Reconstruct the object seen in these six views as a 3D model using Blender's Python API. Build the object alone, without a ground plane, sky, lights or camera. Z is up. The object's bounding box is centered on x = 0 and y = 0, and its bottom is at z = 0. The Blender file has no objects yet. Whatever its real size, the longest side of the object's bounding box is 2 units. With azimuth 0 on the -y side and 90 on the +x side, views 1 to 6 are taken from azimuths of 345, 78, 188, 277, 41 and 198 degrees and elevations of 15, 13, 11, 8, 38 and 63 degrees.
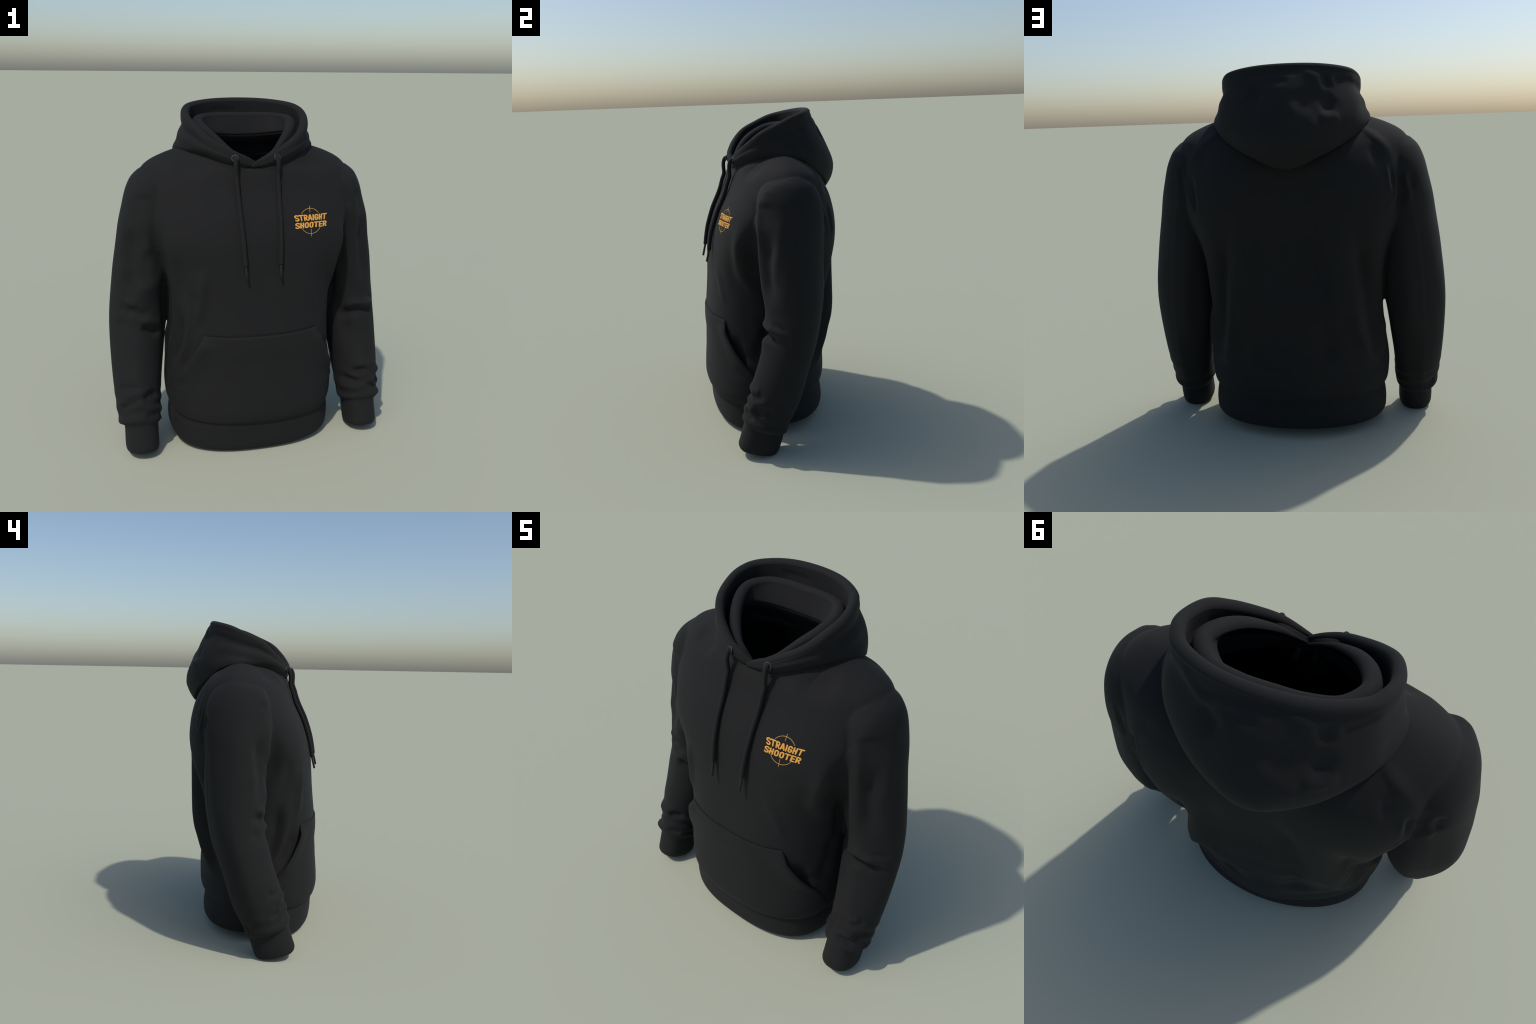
"""A black pullover hoodie standing by itself: body, sleeves, rib bands, pocket,
double hood, drawstrings with eyelets, and a small printed chest emblem."""
import bpy, bmesh, math, random
import numpy as np
from mathutils import Vector, noise
from mathutils.bvhtree import BVHTree

random.seed(7)
np.random.seed(7)
VOXEL = 0.0062

# ------------------------------------------------------------------ helpers

def spline(P, n):
    """Catmull-Rom through the rows of P, n samples spread evenly by row index."""
    P = np.asarray(P, float)
    N = len(P)
    t = np.linspace(0, N - 1, n)
    i = np.minimum(t.astype(int), N - 2)
    f = (t - i)[:, None]
    a, b, c, d = P[np.maximum(i - 1, 0)], P[i], P[i + 1], P[np.minimum(i + 2, N - 1)]
    return .5 * (2 * b + (c - a) * f + (2 * a - 5 * b + 4 * c - d) * f ** 2 + (3 * b - a - 3 * c + d) * f ** 3)


def spline_at(P, x):
    """Smooth interpolation of the table P (first column is the key, ascending)."""
    P = np.asarray(P, float)
    x = np.atleast_1d(x)
    k = P[:, 0]
    i = np.clip(np.searchsorted(k, x) - 1, 0, len(k) - 2)
    f = np.clip((x - k[i]) / (k[i + 1] - k[i]), 0, 1)[:, None]
    m = np.gradient(P[:, 1:], k, axis=0)
    h = (k[i + 1] - k[i])[:, None]
    a, b = P[i, 1:], P[i + 1, 1:]
    return (2 * f ** 3 - 3 * f ** 2 + 1) * a + (f ** 3 - 2 * f ** 2 + f) * h * m[i] + (3 * f ** 2 - 2 * f ** 3) * b + (f ** 3 - f ** 2) * h * m[i + 1]


def smoothstep(x, a, b):
    t = np.clip((x - a) / (b - a), 0, 1)
    return t * t * (3 - 2 * t)


def loft(rings, cap_start=True, cap_end=True, closed=True):
    """Quads between successive rings (arrays of equal length)."""
    rings = [np.asarray(r) for r in rings]
    n = len(rings[0])
    verts = np.vstack(rings)
    faces = []
    for k in range(len(rings) - 1):
        for j in range(n if closed else n - 1):
            a, b = k * n + j, k * n + (j + 1) % n
            faces.append((a, b, b + n, a + n))
    if cap_start:
        faces.append(tuple(range(n))[::-1])
    if cap_end:
        faces.append(tuple(range((len(rings) - 1) * n, len(rings) * n)))
    return verts, faces


def mesh_object(name, verts, faces, mat=None, smooth=True):
    me = bpy.data.meshes.new(name)
    me.from_pydata([tuple(map(float, v)) for v in verts], [], [tuple(map(int, f)) for f in faces])
    me.update()
    if smooth:
        me.polygons.foreach_set("use_smooth", [True] * len(me.polygons))
    ob = bpy.data.objects.new(name, me)
    bpy.context.scene.collection.objects.link(ob)
    if mat:
        me.materials.append(mat)
    return ob


def fix_normals(ob):
    bm = bmesh.new()
    bm.from_mesh(ob.data)
    bmesh.ops.recalc_face_normals(bm, faces=bm.faces[:])
    bm.to_mesh(ob.data)
    bm.free()


def applied(ob):
    """Replace the mesh of ob by its evaluated (modifiers applied) mesh."""
    dg = bpy.context.evaluated_depsgraph_get()
    dg.update()
    me = bpy.data.meshes.new_from_object(ob.evaluated_get(dg))
    old = ob.data
    ob.modifiers.clear()
    ob.data = me
    bpy.data.meshes.remove(old)
    return ob


def mesh_arrays(me):
    v = np.empty(len(me.vertices) * 3)
    me.vertices.foreach_get("co", v)
    n = np.empty(len(me.vertices) * 3)
    me.vertices.foreach_get("normal", n)
    return v.reshape(-1, 3), n.reshape(-1, 3)


def relax(me, rounds, weight=.5, mask=None):
    """Laplacian smoothing of a mesh."""
    v, _ = mesh_arrays(me)
    e = np.empty(len(me.edges) * 2, int)
    me.edges.foreach_get("vertices", e)
    e = e.reshape(-1, 2)
    cnt = np.bincount(e.ravel(), minlength=len(v)).astype(float)
    for r in range(rounds):
        s = np.stack([np.bincount(e[:, 0], v[e[:, 1], k], len(v)) + np.bincount(e[:, 1], v[e[:, 0], k], len(v)) for k in range(3)], 1)
        step = (s / cnt[:, None] - v)
        w = weight if r % 2 == 0 else -weight * .96      # Taubin pair: smooths without shrinking
        if mask is not None:
            step = step * mask[:, None]
        v = v + w * step
    me.vertices.foreach_set("co", v.ravel())
    me.update()


def dist_to_path(p, path):
    """Distance from points p to a polyline, and how far along it (0..1) the nearest point lies."""
    path = np.asarray(path, float)
    seg = path[1:] - path[:-1]
    L = np.linalg.norm(seg, axis=1)
    cum = np.concatenate([[0], np.cumsum(L)])
    best = np.full(len(p), 9e9)
    along = np.zeros(len(p))
    for i in range(len(seg)):
        t = np.clip(((p - path[i]) @ seg[i]) / (L[i] ** 2), 0, 1)
        d = np.linalg.norm(p - path[i] - t[:, None] * seg[i], axis=1)
        k = d < best
        best[k] = d[k]
        along[k] = (cum[i] + t[k] * L[i]) / cum[-1]
    return best, along


def fold(v, path, width, height, taper=.35):
    """Height field of one cloth fold that follows a path and dies out at both ends."""
    path = np.asarray(path, float)
    out = np.zeros(len(v))
    near = np.all((v > path.min(0) - 3 * width) & (v < path.max(0) + 3 * width), axis=1)
    if not near.any():
        return out
    d, a = dist_to_path(v[near], spline(path, 14))
    ends = smoothstep(a, 0, taper) * smoothstep(1 - a, 0, taper) if taper > 0 else 1
    out[near] = height * np.exp(-(d / width) ** 2) * ends
    return out

# ------------------------------------------------------------------ materials

def fabric(name, base, rough=.92, grain=420, bump=.12, spread=.10, sheen=.0):
    m = bpy.data.materials.new(name)
    m.use_nodes = True
    nt = m.node_tree
    nt.nodes.clear()
    N, L = nt.nodes.new, nt.links.new
    out = N("ShaderNodeOutputMaterial")
    b = N("ShaderNodeBsdfPrincipled")
    L(b.outputs[0], out.inputs[0])
    tc = N("ShaderNodeTexCoord")
    soft = N("ShaderNodeTexNoise")
    soft.inputs["Scale"].default_value = 7
    soft.inputs["Detail"].default_value = 4
    fine = N("ShaderNodeTexNoise")
    fine.inputs["Scale"].default_value = grain
    fine.inputs["Detail"].default_value = 3
    for t in (soft, fine):
        L(tc.outputs["Object"], t.inputs["Vector"])
    ramp = N("ShaderNodeValToRGB")
    c = np.array(base)
    ramp.color_ramp.elements[0].position, ramp.color_ramp.elements[1].position = .3, .7
    ramp.color_ramp.elements[0].color = (*(c * (1 - spread)), 1)
    ramp.color_ramp.elements[1].color = (*(c * (1 + spread)), 1)
    mix = N("ShaderNodeMath")
    mix.operation = "MULTIPLY_ADD"
    mix.inputs[1].default_value = .5
    half = N("ShaderNodeMath")
    half.operation = "MULTIPLY"
    half.inputs[1].default_value = .5
    L(soft.outputs["Fac"], half.inputs[0])
    L(fine.outputs["Fac"], mix.inputs[0])
    L(half.outputs[0], mix.inputs[2])
    L(mix.outputs[0], ramp.inputs[0])
    L(ramp.outputs[0], b.inputs["Base Color"])
    b.inputs["Roughness"].default_value = rough
    b.inputs["Specular IOR Level"].default_value = .45
    b.inputs["Sheen Weight"].default_value = sheen
    b.inputs["Sheen Roughness"].default_value = .5
    bp = N("ShaderNodeBump")
    bp.inputs["Strength"].default_value = bump
    bp.inputs["Distance"].default_value = .0012
    L(fine.outputs["Fac"], bp.inputs["Height"])
    L(bp.outputs[0], b.inputs["Normal"])
    return m


BLACK = (.0042, .0042, .0043)
MAT_BODY = fabric("black_fleece_cloth", BLACK)
MAT_RIB = fabric("black_rib_cloth", BLACK, grain=300)
MAT_CORD = fabric("black_cord", (.0040, .0040, .0041), grain=600, bump=.3)
MAT_METAL = fabric("dark_eyelet", (.010, .0105, .011), rough=.6, spread=.04, bump=.02)
MAT_TIP = fabric("dark_cord_tip", (.004, .004, .0042), rough=.6, spread=.04, bump=.02)
MAT_INK = fabric("orange_ink", (.70, .33, .055), rough=.6, spread=.06, bump=.05)
MAT_INK_THIN = fabric("pale_orange_ink", (.50, .28, .075), rough=.6, spread=.06, bump=.05)

# ------------------------------------------------------------------ body

# torso sections: height, half width, front y, back y, y of the widest line, front and back roundness
TORSO = [
    (.000, .474, -.378, .290, -.03, 2.4, 2.2), (.022, .492, -.396, .306, -.03, 2.5, 2.2),
    (.060, .498, -.406, .314, -.03, 2.5, 2.2), (.110, .498, -.409, .311, -.03, 2.5, 2.15),
    (.160, .492, -.413, .304, -.03, 2.5, 2.1), (.186, .488, -.414, .301, -.03, 2.45, 2.05),
    (.210, .502, -.430, .322, -.03, 2.35, 2.0), (.250, .511, -.441, .330, -.03, 2.3, 2.0),
    (.300, .515, -.440, .330, -.03, 2.25, 2.0), (.360, .517, -.434, .327, -.03, 2.25, 2.0),
    (.430, .512, -.427, .328, -.03, 2.25, 2.3), (.500, .502, -.423, .336, -.03, 2.3, 2.5),
    (.560, .494, -.419, .348, -.03, 2.4, 2.7), (.640, .485, -.423, .365, -.02, 2.45, 2.8),
    (.730, .480, -.419, .372, -.02, 2.5, 3.3), (.800, .480, -.411, .380, -.01, 2.6, 3.5),
    (.920, .485, -.399, .386, .00, 2.7, 3.6), (1.03, .502, -.391, .391, .00, 2.8, 3.5),
    (1.13, .540, -.383, .395, .00, 2.9, 3.2), (1.20, .572, -.374, .397, .01, 3.0, 3.0),
    (1.27, .598, -.361, .396, .01, 3.0, 2.9), (1.33, .608, -.343, .394, .01, 2.9, 2.8),
    (1.40, .616, -.317, .388, .02, 2.8, 2.6), (1.45, .618, -.291, .378, .02, 2.7, 2.5),
    (1.50, .620, -.267, .364, .02, 2.6, 2.4), (1.55, .622, -.245, .336, .03, 2.45, 2.3),
    (1.59, .622, -.232, .312, .03, 2.3, 2.3), (1.62, .616, -.224, .288, .04, 2.15, 2.2),
    (1.65, .592, -.203, .262, .04, 2.0, 2.1), (1.68, .550, -.169, .232, .04, 1.85, 2.0),
    (1.70, .508, -.140, .210, .04, 1.8, 1.9), (1.725, .430, -.090, .175, .05, 1.9, 1.9),
    (1.75, .340, -.030, .140, .05, 2.0, 2.0), (1.77, .250, .000, .120, .05, 2.0, 2.0),
]

# depth of the broad hollow along the spine: height, depth (negative: swells out), half width
SPINE = [(.0, -.004, .17), (.17, -.012, .17), (.28, -.020, .16), (.40, -.026, .15), (.50, -.006, .16), (.62, .018, .17), (.75, .042, .18),
         (.95, .072, .19), (1.25, .072, .19), (1.42, .062, .19), (1.55, .034, .18), (1.68, .0, .18), (1.80, .0, .18)]

# sleeve rings: outer x, inner x, front (y, z), back (y, z)
SLEEVE = [
    (.620, .500, -.030, 1.622, .100, 1.622), (.655, .430, -.108, 1.592, .150, 1.592),
    (.678, .390, -.136, 1.560, .180, 1.560), (.703, .370, -.162, 1.500, .208, 1.500),
    (.724, .375, -.178, 1.420, .222, 1.420), (.749, .405, -.188, 1.320, .222, 1.320),
    (.768, .440, -.191, 1.210, .206, 1.210), (.790, .460, -.182, 1.080, .193, 1.080),
    (.803, .470, -.172, .980, .187, .980), (.815, .480, -.158, .880, .178, .880),
    (.823, .487, -.162, .800, .164, .800), (.827, .492, -.165, .740, .150, .728),
    (.829, .508, -.188, .660, .125, .630), (.828, .526, -.216, .555, .080, .495),
    (.824, .543, -.255, .450, .043, .370), (.818, .553, -.285, .360, .003, .270),
    (.812, .557, -.307, .292, -.035, .202), (.808, .561, -.320, .240, -.056, .158),
    (.797, .566, -.320, .220, -.066, .136), (.776, .580, -.314, .203, -.082, .118),
    (.774, .582, -.323, .170, -.088, .092), (.775, .582, -.343, .105, -.106, .040),
    (.773, .583, -.354, .070, -.118, .010), (.763, .590, -.348, .045, -.132, -.006),
]


def section(hw, yf, yb, yc, nf, nb, n=128):
    a = np.linspace(0, 2 * np.pi, n, endpoint=False)
    c, s = np.cos(a), np.sin(a)
    e = np.where(s < 0, nf, nb)
    x = hw * np.sign(c) * np.abs(c) ** (2 / e)
    y = yc + np.where(s < 0, yc - yf, yb - yc) * np.sign(s) * np.abs(s) ** (2 / e)
    return x, y


def torso_sections(zs):
    """Section parameters at the given heights, evened out over the shoulders."""
    tab = np.array(TORSO)
    zs = np.atleast_1d(zs)
    fine = np.linspace(zs.min() - .1, zs.max() + .1, 400)
    soft = np.exp(-((zs[:, None] - fine[None]) / .035) ** 2)
    soft = (soft / soft.sum(1, keepdims=True)) @ spline_at(tab, np.clip(fine, tab[0, 0], tab[-1, 0]))
    mix = (smoothstep(zs, 1.2, 1.35) * (1 - smoothstep(zs, 1.69, 1.74)))[:, None]
    return spline_at(tab, zs) * (1 - mix) + soft * mix


def torso_ring(z, inset=0., n=128):
    """One horizontal ring of the torso, with the hollow of the spine; inset shrinks it to the lining."""
    hw, yf, yb, yc, nf, nb = torso_sections(z)[0]
    x, y = section(hw - 2 * inset, yf + inset, yb - inset, yc, nf, nb, n)
    dip, wide = spline_at(SPINE, z)[0]
    return x, y - dip * np.exp(-(x / wide) ** 2) * smoothstep(y, .05, .2)


def torso_mesh():
    tab = np.array(TORSO)
    zs = np.unique(np.concatenate([np.linspace(tab[0, 0], tab[-1, 0], 150), tab[:, 0]]))
    rings = []
    for z in zs:
        x, y = torso_ring(z)
        rings.append(np.stack([x, y, np.full_like(x, z) + hem_rise(y) * (1 - smoothstep(z, .0, .5))], 1))
    # the band is turned in at the bottom
    first = rings[0]
    mid = np.array([0, -.04, 0])
    inset = lambda k, z: np.stack([first[:, 0] * k, mid[1] + (first[:, 1] - mid[1]) * k, first[:, 2] + z], 1)
    rings = [inset(.88, .016), inset(.93, .012), inset(.968, .004)] + rings
    return loft(rings)


def hem_rise(y):
    """The bottom edge hangs lower in front than behind."""
    return .006 + .046 * smoothstep(y, -.33, -.02)


def neck_cutter():
    """The hollow inside the garment, seen through the neck opening."""
    t = np.linspace(0, 2 * np.pi, 96, endpoint=False)
    def ring(hw, yf, yb, zf, zb, n=2.0, front=None):
        x, y = section(hw, yf, yb, (yf + yb) / 2 + .03, min(n, front or n), n, 96)
        return np.stack([x, y, zf + (zb - zf) * (y - yf) / (yb - yf)], 1)
    def within(z, inset):
        x, y = torso_ring(z, inset, 96)
        return np.stack([x, y, np.full_like(x, z)], 1)
    return loft([within(.10, .05), within(.20, .035)] + [within(z, .016) for z in np.linspace(.30, 1.54, 32)] +
                [ring(.34, -.186, .245, 1.61, 1.66, 2.0, 1.55), ring(.32, -.186, .245, 1.75, 1.87, 2.0, 1.55), ring(.32, -.19, .245, 1.95, 1.97, 2.0, 1.55)])


def sleeve_section(arm, n=96):
    """Unit cross-section: lean outside, full where the arm lies against the back of the body; cuffs are oval."""
    a = np.linspace(0, 2 * np.pi, n, endpoint=False)
    c, s = np.cos(a), np.sin(a)
    w = np.clip(.5 + 1.5 * c, 0, 1)                       # 1 outside, 0 inside
    inside = np.where(s < 0, 1.8, 2.9)
    outside = np.where(s < 0, 1.72, 1.68)
    e = 2.3 + arm * (inside + (outside - inside) * w - 2.3)
    return np.sign(c) * np.abs(c) ** (2 / e), np.sign(s) * np.abs(s) ** (2 / e)


def sleeve_mesh(side):
    tab = spline(np.array(SLEEVE), 120)
    rings = []
    for xo, xi, yf, zf, yb, zb in tab:
        x, y = sleeve_section(smoothstep(zf, .20, .30) * (1 - .65 * smoothstep(zf, 1.25, 1.5)))
        X = (xo + xi) / 2 + x * (xo - xi) / 2
        Y = (yf + yb) / 2 + y * (yb - yf) / 2
        Z = (zf + zb) / 2 + y * (zb - zf) / 2
        rings.append(np.stack([X, Y, Z], 1))
    # open cuff: turn the end inward and close it well inside
    last = rings[-1]
    c = last.mean(0)
    up = np.array([0, .25, 1.])
    rings += [c + (last - c) * .90 + up * .008, c + (last - c) * .84 + up * .03, c + (last - c) * .80 + up * .10]
    v, f = loft(rings)
    return v * [side, 1, 1], f


def build_body():
    torso = mesh_object("torso_solid", *torso_mesh())
    fix_normals(torso)
    cut = mesh_object("neck_cutter", *neck_cutter())
    fix_normals(cut)
    b = torso.modifiers.new("hollow", "BOOLEAN")
    b.operation, b.object, b.solver = "DIFFERENCE", cut, "EXACT"
    applied(torso)
    verts = [mesh_arrays(torso.data)[0]]
    faces = [[tuple(p.vertices) for p in torso.data.polygons]]
    for side in (1, -1):
        ob = mesh_object("sleeve_solid", *sleeve_mesh(side))
        fix_normals(ob)
        b = ob.modifiers.new("hollow", "BOOLEAN")
        b.operation, b.object, b.solver = "DIFFERENCE", cut, "EXACT"
        applied(ob)
        verts.append(mesh_arrays(ob.data)[0])
        faces.append([tuple(p.vertices) for p in ob.data.polygons])
        bpy.data.objects.remove(ob)
    off, F = 0, []
    for v, f in zip(verts, faces):
        F += [tuple(i + off for i in q) for q in f]
        off += len(v)
    bpy.data.objects.remove(torso)
    bpy.data.objects.remove(cut)
    body = mesh_object("body_solid", np.vstack(verts), F)
    r = body.modifiers.new("merge", "REMESH")
    r.mode, r.voxel_size, r.use_smooth_shade = "VOXEL", VOXEL, True
    applied(body)
    relax(body.data, 16, .55)
    return body


def mirror(path):
    return np.asarray(path) * [-1, 1, 1]


SEAM_FRONT = [(.618, .03, 1.622), (.612, -.05, 1.604), (.605, -.094, 1.577), (.593, -.14, 1.525), (.570, -.165, 1.44), (.547, -.19, 1.367), (.519, -.20, 1.269), (.491, -.20, 1.14)]
SEAM_BACK = [(.30, .16, 1.72), (.375, .22, 1.662), (.428, .25, 1.611), (.470, .27, 1.572), (.507, .29, 1.534), (.533, .30, 1.487), (.547, .29, 1.434), (.548, .28, 1.375), (.522, .27, 1.302), (.493, .25, 1.226)]

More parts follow.
